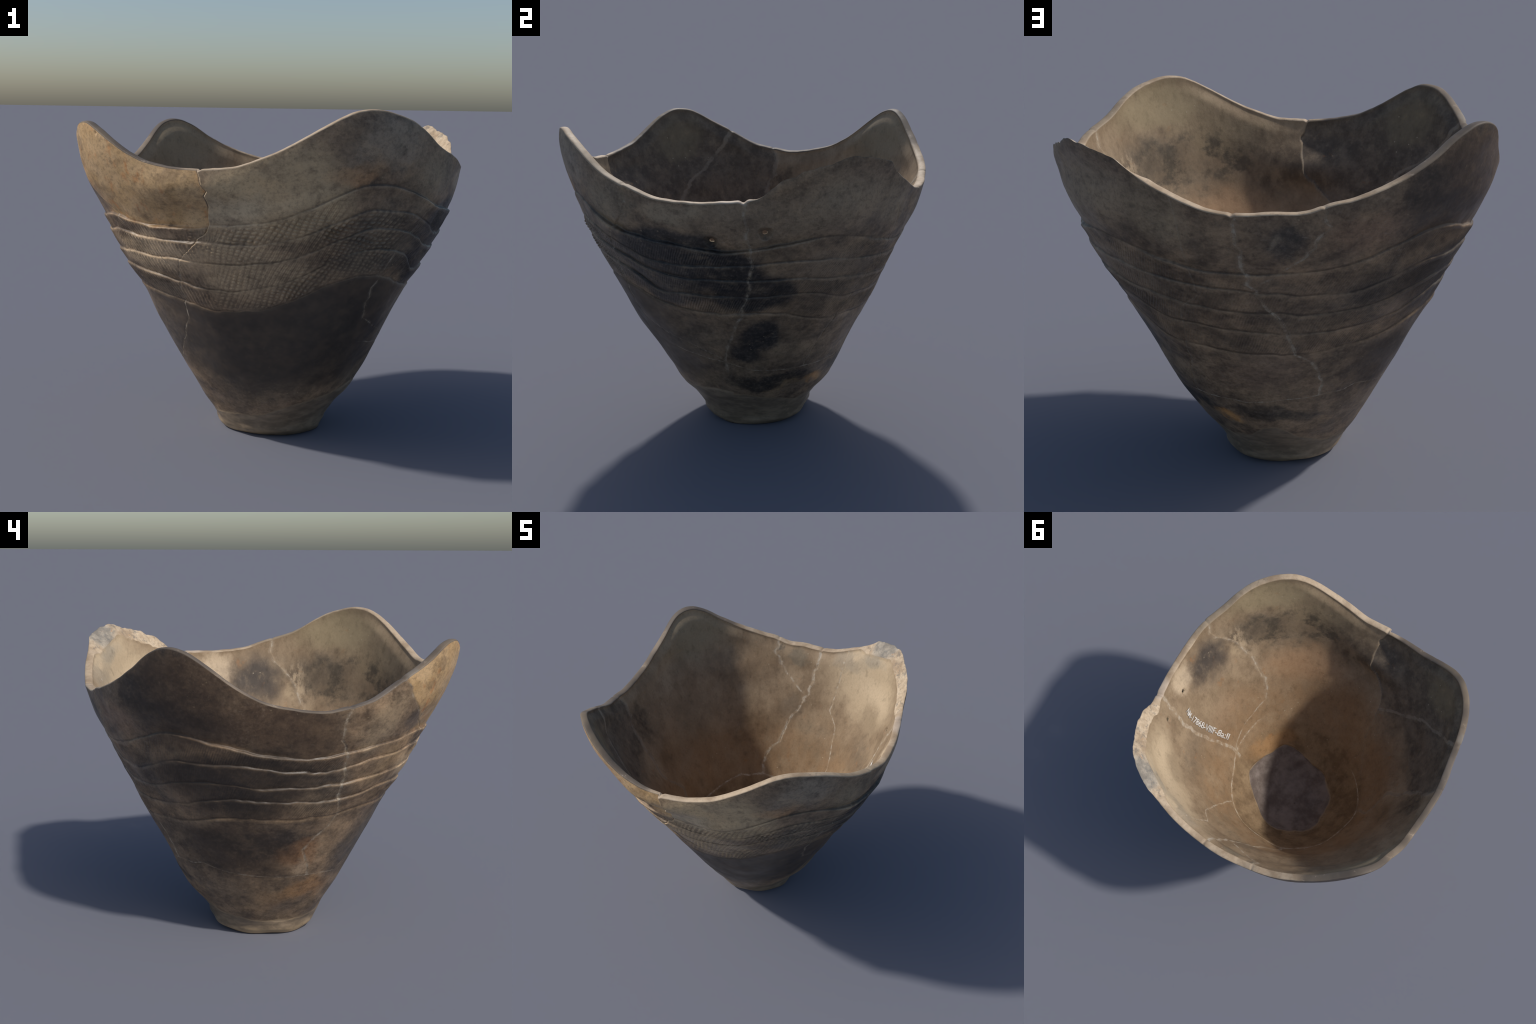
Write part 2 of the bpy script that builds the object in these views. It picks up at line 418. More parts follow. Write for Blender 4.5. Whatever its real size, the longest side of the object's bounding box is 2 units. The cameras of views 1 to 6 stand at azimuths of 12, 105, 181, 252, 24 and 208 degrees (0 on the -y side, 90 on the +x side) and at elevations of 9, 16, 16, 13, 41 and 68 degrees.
# order: under (from centre outward) is placed before the outer wall when faces are made
row0 = 0
U0 = n_o + n_l + n_i + n_f
order = list(range(U0, U0 + len(under))) + list(range(0, U0))
label_rows = []          # label of the strip between order[i] and order[i+1]
for a, b in zip(order, order[1:]):
    if a >= U0:
        label_rows.append("foot")
    elif b < n_o:
        label_rows.append(("zone", zone_of_row[a]))
    elif b < n_o + n_l:
        label_rows.append("lip")
    elif b < n_o + n_l + ri_n[0]:
        label_rows.append("interior_wall")
    elif b < n_o + n_l + n_i:
        label_rows.append("interior_base")
    else:
        label_rows.append("interior_floor")
V = verts.reshape(-1, 3)
cols = np.arange(N)
nxt = (cols + 1) % N
part_quads = {}
lip_mask = broken(TH + 180.0 / N) > .45
for (a, b), lab in zip(zip(order, order[1:]), label_rows):
    q = np.stack([a * N + cols, a * N + nxt, b * N + nxt, b * N + cols], -1)
    if lab == "lip":
        part_quads.setdefault("broken_edge", []).append(q[lip_mask])
        part_quads.setdefault("rim_lip", []).append(q[~lip_mask])
    else:
        part_quads.setdefault(lab, []).append(q)
part_quads = {k: np.concatenate(v) for k, v in part_quads.items()}

# cut the drilled holes through the wall
hole_tris = []


def loops_edges(quads):
    e = np.concatenate([quads[:, [k, (k + 1) % 4]] for k in range(4)])
    key = np.sort(e, 1)
    _, idx, cnt = np.unique(key, axis=0, return_index=True, return_counts=True)
    return np.unique(key[idx[cnt == 1]])


for hole in HOLES:
    loops = []
    for lab in (("zone", 6), "interior_wall"):
        q = part_quads[lab]
        rho, _ = hole_distance(V[q].mean(1), hole)
        rad = hole[3] if lab != "interior_wall" else hole[3] * 1.15
        cut = rho < rad
        ids = loops_edges(q[cut])
        part_quads[lab] = q[~cut]
        r_, ang = hole_distance(V[ids], hole)
        o = np.argsort(ang)
        loops.append((ids[o], ang[o]))
    (A, aa), (B, ba) = loops
    i = j = 0
    while i < len(A) or j < len(B):
        na = aa[i + 1] if i + 1 < len(A) else aa[0] + TAU
        nb = ba[j + 1] if j + 1 < len(B) else ba[0] + TAU
        if i < len(A) and (j >= len(B) or na <= nb):
            hole_tris.append((A[i], A[(i + 1) % len(A)], B[j % len(B)]))
            i += 1
        else:
            hole_tris.append((A[i % len(A)], B[(j + 1) % len(B)], B[j]))
            j += 1
hole_tris = np.array(hole_tris)

# vertex normals of the whole body
VN = np.zeros_like(V)
for q in part_quads.values():
    n = np.cross(V[q[:, 2]] - V[q[:, 0]], V[q[:, 3]] - V[q[:, 1]])
    for k in range(4):
        for ax in range(3):
            VN[:, ax] += np.bincount(q[:, k], n[:, ax], len(V))
VN /= np.maximum(np.linalg.norm(VN, axis=1, keepdims=True), 1e-12)
if (VN[:N * n_o] * np.concatenate([np.tile(circ, (n_o, 1)), np.zeros((N * n_o, 1))], 1)).sum(1).mean() < 0:
    VN = -VN
    part_quads = {k: v[:, ::-1] for k, v in part_quads.items()}
    hole_tris = hole_tris[:, ::-1]


# ------------------------------------------------------------------ materials
class Nodes:
    def __init__(self, name):
        self.mat = bpy.data.materials.new(name)
        self.mat.use_nodes = True
        self.t = self.mat.node_tree
        self.t.nodes.clear()
        self.out = self.t.nodes.new("ShaderNodeOutputMaterial")
        self.bsdf = self.t.nodes.new("ShaderNodeBsdfPrincipled")
        self.t.links.new(self.bsdf.outputs[0], self.out.inputs[0])
        tc = self.t.nodes.new("ShaderNodeTexCoord")
        self.co = tc.outputs["Object"]
        sep = self.t.nodes.new("ShaderNodeSeparateXYZ")
        self.t.links.new(self.co, sep.inputs[0])
        self.x, self.y, self.z = sep.outputs
        ang = self.math("ARCTAN2", self.y, self.x)
        self.theta = self.math("MULTIPLY", ang, 180 / math.pi)     # -180..180

    def put(self, sock, v):
        if hasattr(v, "is_linked") or hasattr(v, "links"):
            self.t.links.new(v, sock)
        else:
            sock.default_value = v

    def math(self, op, a, b=None, c=None, clamp=False):
        n = self.t.nodes.new("ShaderNodeMath")
        n.operation = op
        n.use_clamp = clamp
        for s, v in zip(n.inputs, (a, b, c)):
            if v is not None:
                self.put(s, v)
        return n.outputs[0]

    def vmath(self, op, a, b=None, c=None):
        n = self.t.nodes.new("ShaderNodeVectorMath")
        n.operation = op
        for s, v in zip(n.inputs, (a, b, c)):
            if v is not None:
                self.put(s, v)
        return n.outputs["Value"] if op in ("LENGTH", "DISTANCE", "DOT_PRODUCT") else n.outputs[0]

    def noise(self, scale, detail=4, rough=.55, co=None, stretch=None, color=False):
        n = self.t.nodes.new("ShaderNodeTexNoise")
        n.inputs["Scale"].default_value = scale
        n.inputs["Detail"].default_value = detail
        n.inputs["Roughness"].default_value = rough
        src = co or self.co
        if stretch:
            m = self.t.nodes.new("ShaderNodeMapping")
            m.inputs["Scale"].default_value = stretch[:3]
            m.inputs["Location"].default_value = stretch[3:6] if len(stretch) > 3 else (0, 0, 0)
            self.t.links.new(src, m.inputs[0])
            src = m.outputs[0]
        self.t.links.new(src, n.inputs["Vector"])
        return n.outputs["Color"] if color else n.outputs[0]

    def range(self, v, a, b, lo=0.0, hi=1.0, smooth=True):
        n = self.t.nodes.new("ShaderNodeMapRange")
        n.interpolation_type = "SMOOTHSTEP" if smooth else "LINEAR"
        self.put(n.inputs["Value"], v)
        n.inputs["From Min"].default_value = a
        n.inputs["From Max"].default_value = b
        n.inputs["To Min"].default_value = lo
        n.inputs["To Max"].default_value = hi
        return n.outputs[0]

    def mix(self, fac, a, b, blend="MIX"):
        n = self.t.nodes.new("ShaderNodeMix")
        n.data_type = "RGBA"
        n.blend_type = blend
        self.put(n.inputs[0], fac)
        for s, v in ((n.inputs[6], a), (n.inputs[7], b)):
            if isinstance(v, tuple):
                v = (*v[:3], 1)
            self.put(s, v)
        return n.outputs[2]

    def curve(self, v, pts, lo_x, hi_x, lo_y, hi_y):
        """a piecewise-linear rule y(x), as a Float Curve"""
        n = self.t.nodes.new("ShaderNodeFloatCurve")
        c = n.mapping.curves[0]
        pts = sorted(pts)
        nx = [((x - lo_x) / (hi_x - lo_x), (y - lo_y) / (hi_y - lo_y)) for x, y in pts]
        c.points[0].location = nx[0]
        c.points[-1].location = nx[-1]
        for p in nx[1:-1]:
            c.points.new(*p)
        for p in c.points:
            p.handle_type = "VECTOR"
        n.mapping.extend = "HORIZONTAL"
        n.mapping.update()
        self.put(n.inputs["Value"], self.range(v, lo_x, hi_x, smooth=False))
        return self.math("MULTIPLY_ADD", n.outputs[0], hi_y - lo_y, lo_y)

    def wrapped(self, mid):
        """theta in degrees, measured so that mid is far from the seam: mid-180..mid+180"""
        return self.math("ADD", self.math("WRAP", self.math("SUBTRACT", self.theta, mid), 180.0, -180.0), mid)

    def crack(self, name):
        """signed metres from a join"""
        pts = CRACK[name]
        mid = sum(p[1] for p in pts) / len(pts)
        lo, hi = min(p[1] for p in pts) - 1, max(p[1] for p in pts) + 1
        zl, zh = min(p[0] for p in pts), max(p[0] for p in pts)
        c = self.curve(self.z, pts, zl, zh, lo, hi)
        d = self.math("SUBTRACT", self.wrapped(mid), c)
        m = self.math("MULTIPLY", self.math("MULTIPLY", d, math.pi / 180), self.math("MULTIPLY_ADD", self.z, .5, .35))
        inside = self.range(self.z, zl - .01, zl + .01)
        return m, inside

    def blob(self, warped, theta, z, a, b, soft=(1.0, .4)):
        """1 inside a patch of half-width a and half-height b round a point of the wall"""
        r = float(wall_radius(np.array(float(theta)), np.array(float(z)))) - self.inset
        c = (r * math.cos(math.radians(theta)), r * math.sin(math.radians(theta)), z)
        s = (1 / a, 1 / a, 1 / b)
        d = self.vmath("LENGTH", self.vmath("MULTIPLY_ADD", warped, s, tuple(-ci * si for ci, si in zip(c, s))))
        return self.range(d, soft[0], soft[1])

    inset = 0.0


def srgb(r, g, b):
    f = lambda c: (c / 255 / 12.92) if c / 255 <= .04045 else ((c / 255 + .055) / 1.055)**2.4
    return (f(r), f(g), f(b))


def warped_co(n, small=.05, big=.14):
    a = n.vmath("SUBTRACT", n.noise(3.2, 3, color=True), (.5, .5, .5))
    b = n.vmath("SUBTRACT", n.noise(14, 4, .65, color=True), (.5, .5, .5))
    w = n.vmath("MULTIPLY_ADD", a, (big * 2,) * 3, n.co)
    return n.vmath("MULTIPLY_ADD", b, (small * 2,) * 3, w)


def finish(n, col, rough=.62, bump=.25, spec=.3):
    n.put(n.bsdf.inputs["Base Color"], col)
    n.put(n.bsdf.inputs["Roughness"], rough)
    n.bsdf.inputs["Specular IOR Level"].default_value = spec
    h = n.math("ADD", n.math("MULTIPLY", n.noise(60, 6, .6), .7), n.math("MULTIPLY", n.noise(220, 3, .6), .3))
    b = n.t.nodes.new("ShaderNodeBump")
    b.inputs["Strength"].default_value = bump
    b.inputs["Distance"].default_value = .004
    n.t.links.new(h, b.inputs["Height"])
    n.t.links.new(b.outputs[0], n.bsdf.inputs["Normal"])
    return n.mat


def make_outer():
    n = Nodes("fired_clay_outside")
    w = warped_co(n)
    w_soft = warped_co(n, .012, .07)
    # ground colour: smoke-blackened brown clay
    big = n.noise(2.3, 5, .6)
    mid = n.noise(9, 6, .65, stretch=(1, 1, 1.6))
    fine = n.noise(52, 6, .75)
    col = n.mix(n.range(mid, .34, .66), (.120, .087, .058), (.250, .182, .120))
    col = n.mix(n.range(big, .40, .62), n.mix(.5, col, (.088, .070, .053)), col)
    P = OUTER_PATCHES
    for (theta, z, a, b, c, amt, *soft) in P:
        m = n.blob(w_soft if c == BLACK else w, theta, z, a, b, soft[0] if soft else (1.15, .55))
        col = n.mix(n.math("MULTIPLY", m, amt), col, c)
    # the sherd of the tan corner: sharp edges at its joins
    f, _ = n.crack("front")
    t, _ = n.crack("tan_corner")
    a = np.arange(0, 361, 3)
    v = np.interp(a, TH, lines[0], period=360)
    l1 = n.curve(n.wrapped(180), list(zip(a.tolist(), v.tolist())), 0, 360, 1.0, 1.6)
    lim = n.range(n.math("SUBTRACT", n.z, n.math("MULTIPLY_ADD", n.noise(8, 4), .08, l1)), -.06, -.03)
    east_of = n.math("MAXIMUM", n.range(t, -.004, .012), n.math("MULTIPLY", n.range(n.theta, -146, -138), n.range(n.theta, -90, -98)))
    west_of = n.range(f, .001, -.001)
    near = n.range(n.y, -.1, -.2)
    m = n.math("MULTIPLY", n.math("MULTIPLY", east_of, west_of), n.math("MULTIPLY", lim, near))
    tan = n.mix(n.range(n.noise(5, 4), .35, .65), (.37, .255, .130), (.47, .345, .205))
    tan = n.mix(n.range(n.noise(13, 5, .6, stretch=(1, 1, .6, 3, 1, 2)), .54, .72, 0, .8), tan, (.44, .20, .065))
    col = n.mix(m, col, tan)
    # dark strip along one side of the front join
    dark_strip = n.math("MULTIPLY", n.range(f, -.016, -.009), n.range(f, .001, -.002))
    dark_strip = n.math("MULTIPLY", dark_strip, n.math("MULTIPLY", n.range(n.z, 1.18, 1.24), n.range(n.noise(15, 3), .38, .50)))
    col = n.mix(n.math("MULTIPLY", n.math("MULTIPLY", dark_strip, near), .8), col, (.085, .085, .082))
    pale = n.math("MULTIPLY", n.range(f, -.002, .001), n.range(f, .010, .005))  # right edge of the join tinted cream for the sun it catches
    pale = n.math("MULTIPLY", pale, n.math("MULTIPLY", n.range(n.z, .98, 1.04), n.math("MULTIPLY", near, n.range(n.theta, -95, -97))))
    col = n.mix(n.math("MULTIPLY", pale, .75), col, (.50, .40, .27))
    # mottling and fine grain over everything
    patchy = n.noise(6.5, 6, .7, stretch=(1, 1, 1.5, 7, 3, 1))
    col = n.mix(n.range(patchy, .50, .64, 0, .5), col, n.mix(.5, n.mix(1, col, (1.8, 1.7, 1.55), "MULTIPLY"), (.22, .175, .125)))
    col = n.mix(n.range(patchy, .50, .36, 0, .6), col, n.mix(1, col, (.45, .43, .42), "MULTIPLY"))
    mott = n.noise(24, 6, .72, stretch=(1, 1, 1.3, 4, 4, 4))
    col = n.mix(n.range(mott, .50, .74, 0, .55), col, n.mix(.5, n.mix(.5, col, (.20, .155, .105)), (.17, .13, .09)))
    col = n.mix(n.range(mott, .50, .32, 0, .55), col, n.mix(1, col, (.52, .50, .49), "MULTIPLY"))
    col = n.mix(n.range(fine, .48, .66, 0, .55), col, n.mix(1.0, col, (.48, .48, .50), "MULTIPLY"))
    col = n.mix(n.range(fine, .50, .36, 0, .35), col, n.mix(.5, n.mix(1.0, col, (1.7, 1.65, 1.6), "MULTIPLY"), (.19, .17, .15)))
    scratch = n.noise(38, 5, .75, stretch=(.35, .35, 1.6, 2, 7, 3))
    col = n.mix(n.range(scratch, .62, .70, 0, .35), col, (.22, .20, .175))
    # specks of lime
    sp = n.t.nodes.new("ShaderNodeTexVoronoi")
    sp.inputs["Scale"].default_value = 26
    n.t.links.new(n.co, sp.inputs["Vector"])
    keep = n.range(n.noise(5.5, 2), .56, .62)
    col = n.mix(n.math("MULTIPLY", n.range(sp.outputs["Distance"], .13, .07, 0, .6), keep), col, (.24, .20, .14))
    # incised lines: dark in the groove, a pale edge below it
    around = n.wrapped(180)
    step = 3
    pale_break = n.range(n.noise(7, 4, .65), .40, .62)
    keep_line = n.range(n.noise(4, 4, .6, stretch=(1, 1, 2, 6, 2, 9)), .34, .56, .15, 1.0)
    curves = []
    for k, zl in enumerate(lines):
        a = np.arange(0, 361, step)
        v = np.interp(a, TH, zl, period=360)
        lo, hi = float(v.min()) - .01, float(v.max()) + .01
        e = n.math("SUBTRACT", n.z, n.curve(around, list(zip(a.tolist(), v.tolist())), 0, 360, lo, hi))
        curves.append(e)
        groove = n.math("MULTIPLY", n.range(e, -.003, .001), n.range(e, .014, .004))
        edge = n.math("MULTIPLY", n.range(e, -.022, -.008), n.range(e, .000, -.006))
        col = n.mix(n.math("MULTIPLY", groove, n.math("MULTIPLY", keep_line, .7)), col, n.mix(1, col, (.30, .27, .25), "MULTIPLY"))
        col = n.mix(n.math("MULTIPLY", edge, n.math("MULTIPLY_ADD", pale_break, .45, .02)), col, n.mix(.55, n.mix(1, col, (1.9, 1.85, 1.75), "MULTIPLY"), (.20, .165, .12)))
    burnt = n.math("MULTIPLY", n.range(n.theta, -158, -112), n.range(n.theta, 0, -40))
    burnt = n.math("MULTIPLY", burnt, n.math("MULTIPLY", n.range(curves[4], .002, -.006), n.range(n.math("ADD", n.z, n.math("MULTIPLY", n.noise(7, 5, .65), .25)), .36, .56)))
    col = n.mix(n.math("MULTIPLY", burnt, .82), col, n.mix(n.range(n.noise(13, 5, .65), .4, .7), (.030, .025, .021), (.058, .045, .034)))
    # beads of the front: light painted onto the tops, shade painted into the gaps
    sw = n.math("MULTIPLY", n.theta, math.pi / 180)
    wv = n.math("ADD", n.math("MULTIPLY", n.math("SINE", n.math("MULTIPLY_ADD", sw, 9.0, n.math("MULTIPLY", n.z, 14.0))), .008),
                n.math("MULTIPLY", n.math("SINE", n.math("MULTIPLY_ADD", sw, 23.0, n.math("MULTIPLY", n.z, -31.0))), .005))
    arc = n.math("MULTIPLY_ADD", sw, .9, wv)
    st = n.math("MULTIPLY_ADD", n.math("SINE", n.math("MULTIPLY", n.math("MULTIPLY_ADD", n.z, -.5, arc), TAU / BEAD[0])), .5, .5)
    bd = n.math("MULTIPLY_ADD", n.math("SINE", n.math("MULTIPLY", n.math("ADD", n.math("ADD", n.z, wv), n.math("MULTIPLY", sw, .18)), TAU / BEAD[1])), .5, .5)
    top = n.math("MULTIPLY", st, n.math("MULTIPLY_ADD", bd, .82, .18))
    zone = n.math("MULTIPLY", n.range(n.theta, -106, -96), n.range(n.theta, -34, -44))
    zone = n.math("MULTIPLY", zone, n.math("MULTIPLY", n.range(curves[4], .010, .022), n.range(curves[0], -.012, -.024)))
    first = n.math("MULTIPLY", n.range(curves[1], -.004, .010), n.range(n.theta, -60, -56))
    zone = n.math("MULTIPLY", zone, n.math("SUBTRACT", 1.0, first))
    zone = n.math("MULTIPLY", zone, n.range(n.noise(6, 3), .30, .55, .3, 1.0))
    col = n.mix(n.math("MULTIPLY", zone, n.range(top, .35, .8, 0, .45)), col, n.mix(.5, col, (.30, .255, .165)))
    col = n.mix(n.math("MULTIPLY", zone, n.range(top, .30, .05, 0, .45)), col, n.mix(1, col, (.45, .42, .40), "MULTIPLY"))
    # foot: paler clay without slip
    fz = n.curve(n.wrapped(180), [(a, z) for a, z in FOOT], 0, 360, 0, .35)
    edge = n.math("SUBTRACT", n.z, n.math("MULTIPLY_ADD", n.noise(16, 3), .03, n.math("SUBTRACT", fz, .015)))
    clay = n.mix(n.range(n.noise(12, 5, .6, stretch=(1, 1, 2.5)), .35, .7), (.130, .105, .078), (.215, .175, .130))
    clay = n.mix(n.range(n.noise(30, 4), .55, .75, 0, .6), clay, (.24, .195, .14))
    worn = n.math("MULTIPLY", n.range(n.math("ADD", n.z, n.math("MULTIPLY", n.noise(18, 4, .7), .06)), .085, .045), n.range(n.x, .15, -.10))
    clay = n.mix(n.math("MULTIPLY", worn, .8), clay, (.38, .30, .20))
    col = n.mix(n.range(edge, .005, -.004), col, clay)
    col = n.mix(n.math("MULTIPLY", n.range(n.math("ABSOLUTE", edge), .007, .002), .45), col, (.21, .165, .11))
    # joins: filler of grey-tan plaster, here and there gone
    filler = n.mix(n.range(n.noise(30, 3), .4, .6), (.22, .185, .14), (.30, .275, .235))
    brk = n.range(n.noise(22, 5, .7), .44, .58)
    ragged = n.math("MULTIPLY_ADD", n.noise(48, 5, .75), .016, -.0075)
    for name, wd, strong in (("front", .004, .85), ("east_side", .003, .55), ("drilled", .006, .60), ("below_break", .003, .35),
                             ("back", .0065, .75), ("back_wedge", .006, .5), ("west", .0065, .8), ("tan_corner", .004, .6)):
        d, inside = n.crack(name)
        width = n.math("ADD", ragged, wd)
        m = n.range(n.math("SUBTRACT", n.math("ABSOLUTE", d), width), .0015, -.0015)
        m = n.math("MULTIPLY", n.math("MULTIPLY", m, inside), n.math("MULTIPLY", n.math("MULTIPLY_ADD", brk, .70, .30), strong))
        smear = n.range(n.math("ADD", n.math("ABSOLUTE", d), n.math("MULTIPLY", n.math("SUBTRACT", n.noise(24, 4, .7), .5), .030)), .020, .004)
        smear = n.math("MULTIPLY", n.math("MULTIPLY", smear, inside), n.math("MULTIPLY", brk, SMEAR.get(name, 0.0)))
        col = n.mix(smear, col, n.mix(.5, col, filler))
        col = n.mix(m, col, filler)
    rz = n.curve(n.wrapped(480), RINGJ, 300, 660, .35, .65)
    dr = n.math("ABSOLUTE", n.math("SUBTRACT", n.z, rz))
    on = n.math("MULTIPLY", n.range(n.wrapped(480), 322, 338), n.range(n.wrapped(480), 575, 560))
    m = n.math("MULTIPLY", n.range(n.math("SUBTRACT", dr, ragged), .0035, .0005), n.math("MULTIPLY", on, n.math("MULTIPLY_ADD", brk, .6, .3)))
    col = n.mix(m, col, filler)
    west_dark = None
    for (theta, z, a, b) in ((140, 1.42, .40, .30), (152, 1.0, .44, .28), (150, .60, .36, .26), (172, 1.25, .25, .22)):
        m = n.blob(w, theta, z, a, b, (1.15, .5))
        west_dark = m if west_dark is None else n.math("MAXIMUM", west_dark, m)
    col = n.mix(n.math("MULTIPLY", west_dark, .9), col, n.mix(.35, n.mix(1, col, (.58, .53, .49), "MULTIPLY"), (.048, .036, .027)))
    col = n.mix(1, col, (1.32, 1.21, 1.07), "MULTIPLY")
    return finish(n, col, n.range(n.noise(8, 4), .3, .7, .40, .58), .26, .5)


def make_inner():
    n = Nodes("fired_clay_inside")
    n.inset = .045
    w = warped_co(n, .06, .14)
    stain = n.range(n.noise(8, 6, .72, stretch=(1, 1, .8, 3, 8, 2)), .36, .58, .40, 1.0)
    mid = n.noise(7, 6, .62, stretch=(1, 1, .55))
    col = n.mix(n.range(mid, .33, .67), (.245, .172, .106), (.355, .260, .165))
    for (theta, z, a, b, c, amt, *soft) in INNER_PATCHES:
        m = n.blob(w, theta, z, a, b, soft[0] if soft else (1.15, .5))
        if sum(c) < .5:
            m = n.math("MULTIPLY", m, stain)
        col = n.mix(n.math("MULTIPLY", m, amt), col, c)
    # smoke-stained blotches below the front corner
    blot = n.math("MULTIPLY", n.blob(w, 303, 1.32, .46, .19, (1.1, .5)), n.range(n.noise(6.5, 6, .68, stretch=(1, 1, 1.2, 5, 5, 5)), .44, .60))
    col = n.mix(n.math("MULTIPLY", blot, .85), col, (.095, .077, .056))
    # smoky corner beside the east join, and pale scraped streaks on its other side
    e, _ = n.crack("east_side")
    smoky = n.blob(w, 345, 1.27, .26, .24, (1.1, .25))
    col = n.mix(n.math("MULTIPLY", n.math("MULTIPLY", smoky, n.range(e, -.003, .003)), .9), col, (.070, .060, .054))
    scr = n.math("MULTIPLY", n.blob(w, 328, 1.22, .16, .22, (1.1, .4)), n.range(n.noise(26, 5, .7, stretch=(1, 1, .3)), .44, .56))
    col = n.mix(n.math("MULTIPLY", scr, n.range(e, .001, -.003)), col, (.46, .35, .23))
    # the dark sherd between the west and front joins
    f, _ = n.crack("front")
    g, _ = n.crack("west")
    dark = n.mix(n.range(n.noise(10, 6, .68), .35, .68), (.090, .070, .053), (.185, .142, .102))
    dark = n.mix(n.blob(w, 224, 1.52, .20, .16, (1.2, .3)), dark, (.19, .150, .098))
    m = n.math("MULTIPLY", n.range(f, .002, -.002), n.range(g, -.002, .004))
    low = n.range(n.math("ADD", n.z, n.math("MULTIPLY", n.noise(4, 3), .4)), 1.10, 1.30)
    side = n.range(n.math("SUBTRACT", n.x, n.math("MULTIPLY", n.y, 0.0)), .05, -.05)
    col = n.mix(n.math("MULTIPLY", n.math("MULTIPLY", m, low), n.math("MULTIPLY", side, .95)), col, dark)
    # warm brown middle of the wall
    warm = n.math("MULTIPLY", n.range(n.math("ADD", n.z, n.math("MULTIPLY", n.noise(3, 4), .5)), 1.30, .95), n.range(n.noise(10, 6, .7, stretch=(1, 1, .5)), .32, .62, .25, .75))
    col = n.mix(warm, col, (.300, .188, .102))
    # lower bowl: rusty ochre
    och = n.mix(n.range(n.noise(9, 5, .65, stretch=(1, 1, .4)), .35, .65), (.20, .132, .075), (.31, .215, .125))
    och = n.mix(n.blob(w, 325, .36, .26, .09, (1.2, .3)), och, (.37, .215, .10))
    col = n.mix(n.range(n.math("ADD", n.z, n.math("MULTIPLY", n.noise(6, 4), .10)), .56, .46), col, och)
    # mottling, brush strokes
    mott = n.noise(22, 6, .7, stretch=(1, 1, .6, 2, 2, 2))
    col = n.mix(n.range(mott, .50, .74, 0, .40), col, n.mix(.55, col, (.46, .34, .21)))
    col = n.mix(n.range(mott, .50, .30, 0, .40), col, n.mix(1, col, (.45, .44, .43), "MULTIPLY"))
    fine = n.noise(70, 4, .7)
    col = n.mix(n.range(fine, .4, .7, 0, .25), col, n.mix(1.0, col, (.6, .58, .56), "MULTIPLY"))
    rust = n.noise(11, 5, .7, stretch=(1, 1, 1, 9, 1, 5))
    col = n.mix(n.range(rust, .62, .74, 0, .35), col, (.34, .15, .05))
    sp = n.t.nodes.new("ShaderNodeTexVoronoi")
    sp.inputs["Scale"].default_value = 22
    n.t.links.new(n.co, sp.inputs["Vector"])
    col = n.mix(n.math("MULTIPLY", n.range(sp.outputs["Distance"], .12, .06, 0, .55), n.range(n.noise(4, 2), .56, .62)), col, (.5, .42, .3))
    # dark plaster fill at the bottom
    fz = n.curve(n.wrapped(180), FILL, 0, 360, 0, .35)
    e = n.math("SUBTRACT", n.z, n.math("MULTIPLY_ADD", n.noise(14, 3), .024, n.math("SUBTRACT", fz, .012)))
    fill = n.mix(n.range(n.noise(8, 6, .65), .35, .68), (.130, .100, .086), (.250, .205, .180))
    fill = n.mix(n.range(n.noise(28, 4, .7), .60, .75, 0, .5), fill, (.26, .22, .19))
    col = n.mix(n.range(e, .003, -.003), col, fill)
    col = n.mix(n.math("MULTIPLY", n.range(n.math("ABSOLUTE", e), .008, .002), .6), col, (.33, .25, .165))
    # joins
    filler = n.mix(n.range(n.noise(30, 3), .4, .62), (.40, .30, .195), (.50, .43, .34))
    brk = n.range(n.noise(15, 4, .6), .36, .56)
    ragged = n.math("MULTIPLY_ADD", n.noise(45, 5, .75), .020, -.0090)
    for name, wd, strong in (("front", .003, .35), ("east_side", .005, .7), ("drilled", .013, .7), ("below_break", .005, .85),
                             ("back", .010, .8), ("back_wedge", .009, .6), ("west", .010, .45), ("tan_corner", .010, .45)):
        d, inside = n.crack(name)
        m = n.range(n.math("SUBTRACT", n.math("ABSOLUTE", d), n.math("ADD", ragged, wd)), .0015, -.0015)
        m = n.math("MULTIPLY", n.math("MULTIPLY", m, inside), n.math("MULTIPLY", n.math("MULTIPLY_ADD", brk, .6, .4), strong))
        smear = n.range(n.math("ADD", n.math("ABSOLUTE", d), n.math("MULTIPLY", n.math("SUBTRACT", n.noise(26, 5, .75), .5), .050)), .026, .006)
        smear = n.math("MULTIPLY", n.math("MULTIPLY", smear, inside), n.math("MULTIPLY", brk, .85 if name not in ("front", "below_break") else .15))
        col = n.mix(smear, col, n.mix(.5, col, (.42, .34, .25)))
        c = filler
        if name in ("west", "tan_corner", "front"):
            c = (.20, .165, .125)
        col = n.mix(m, col, c)
    rz = n.curve(n.wrapped(480), RINGJ, 300, 660, .35, .65)
    dr = n.math("ABSOLUTE", n.math("SUBTRACT", n.z, rz))
    on = n.math("MULTIPLY", n.range(n.wrapped(480), 322, 338), n.range(n.wrapped(480), 595, 580))
    m = n.math("MULTIPLY", n.range(n.math("SUBTRACT", dr, ragged), .005, .001), n.math("MULTIPLY", on, n.math("MULTIPLY_ADD", brk, .5, .2)))
    col = n.mix(m, col, filler)
    return finish(n, col, .68, .28, .25)


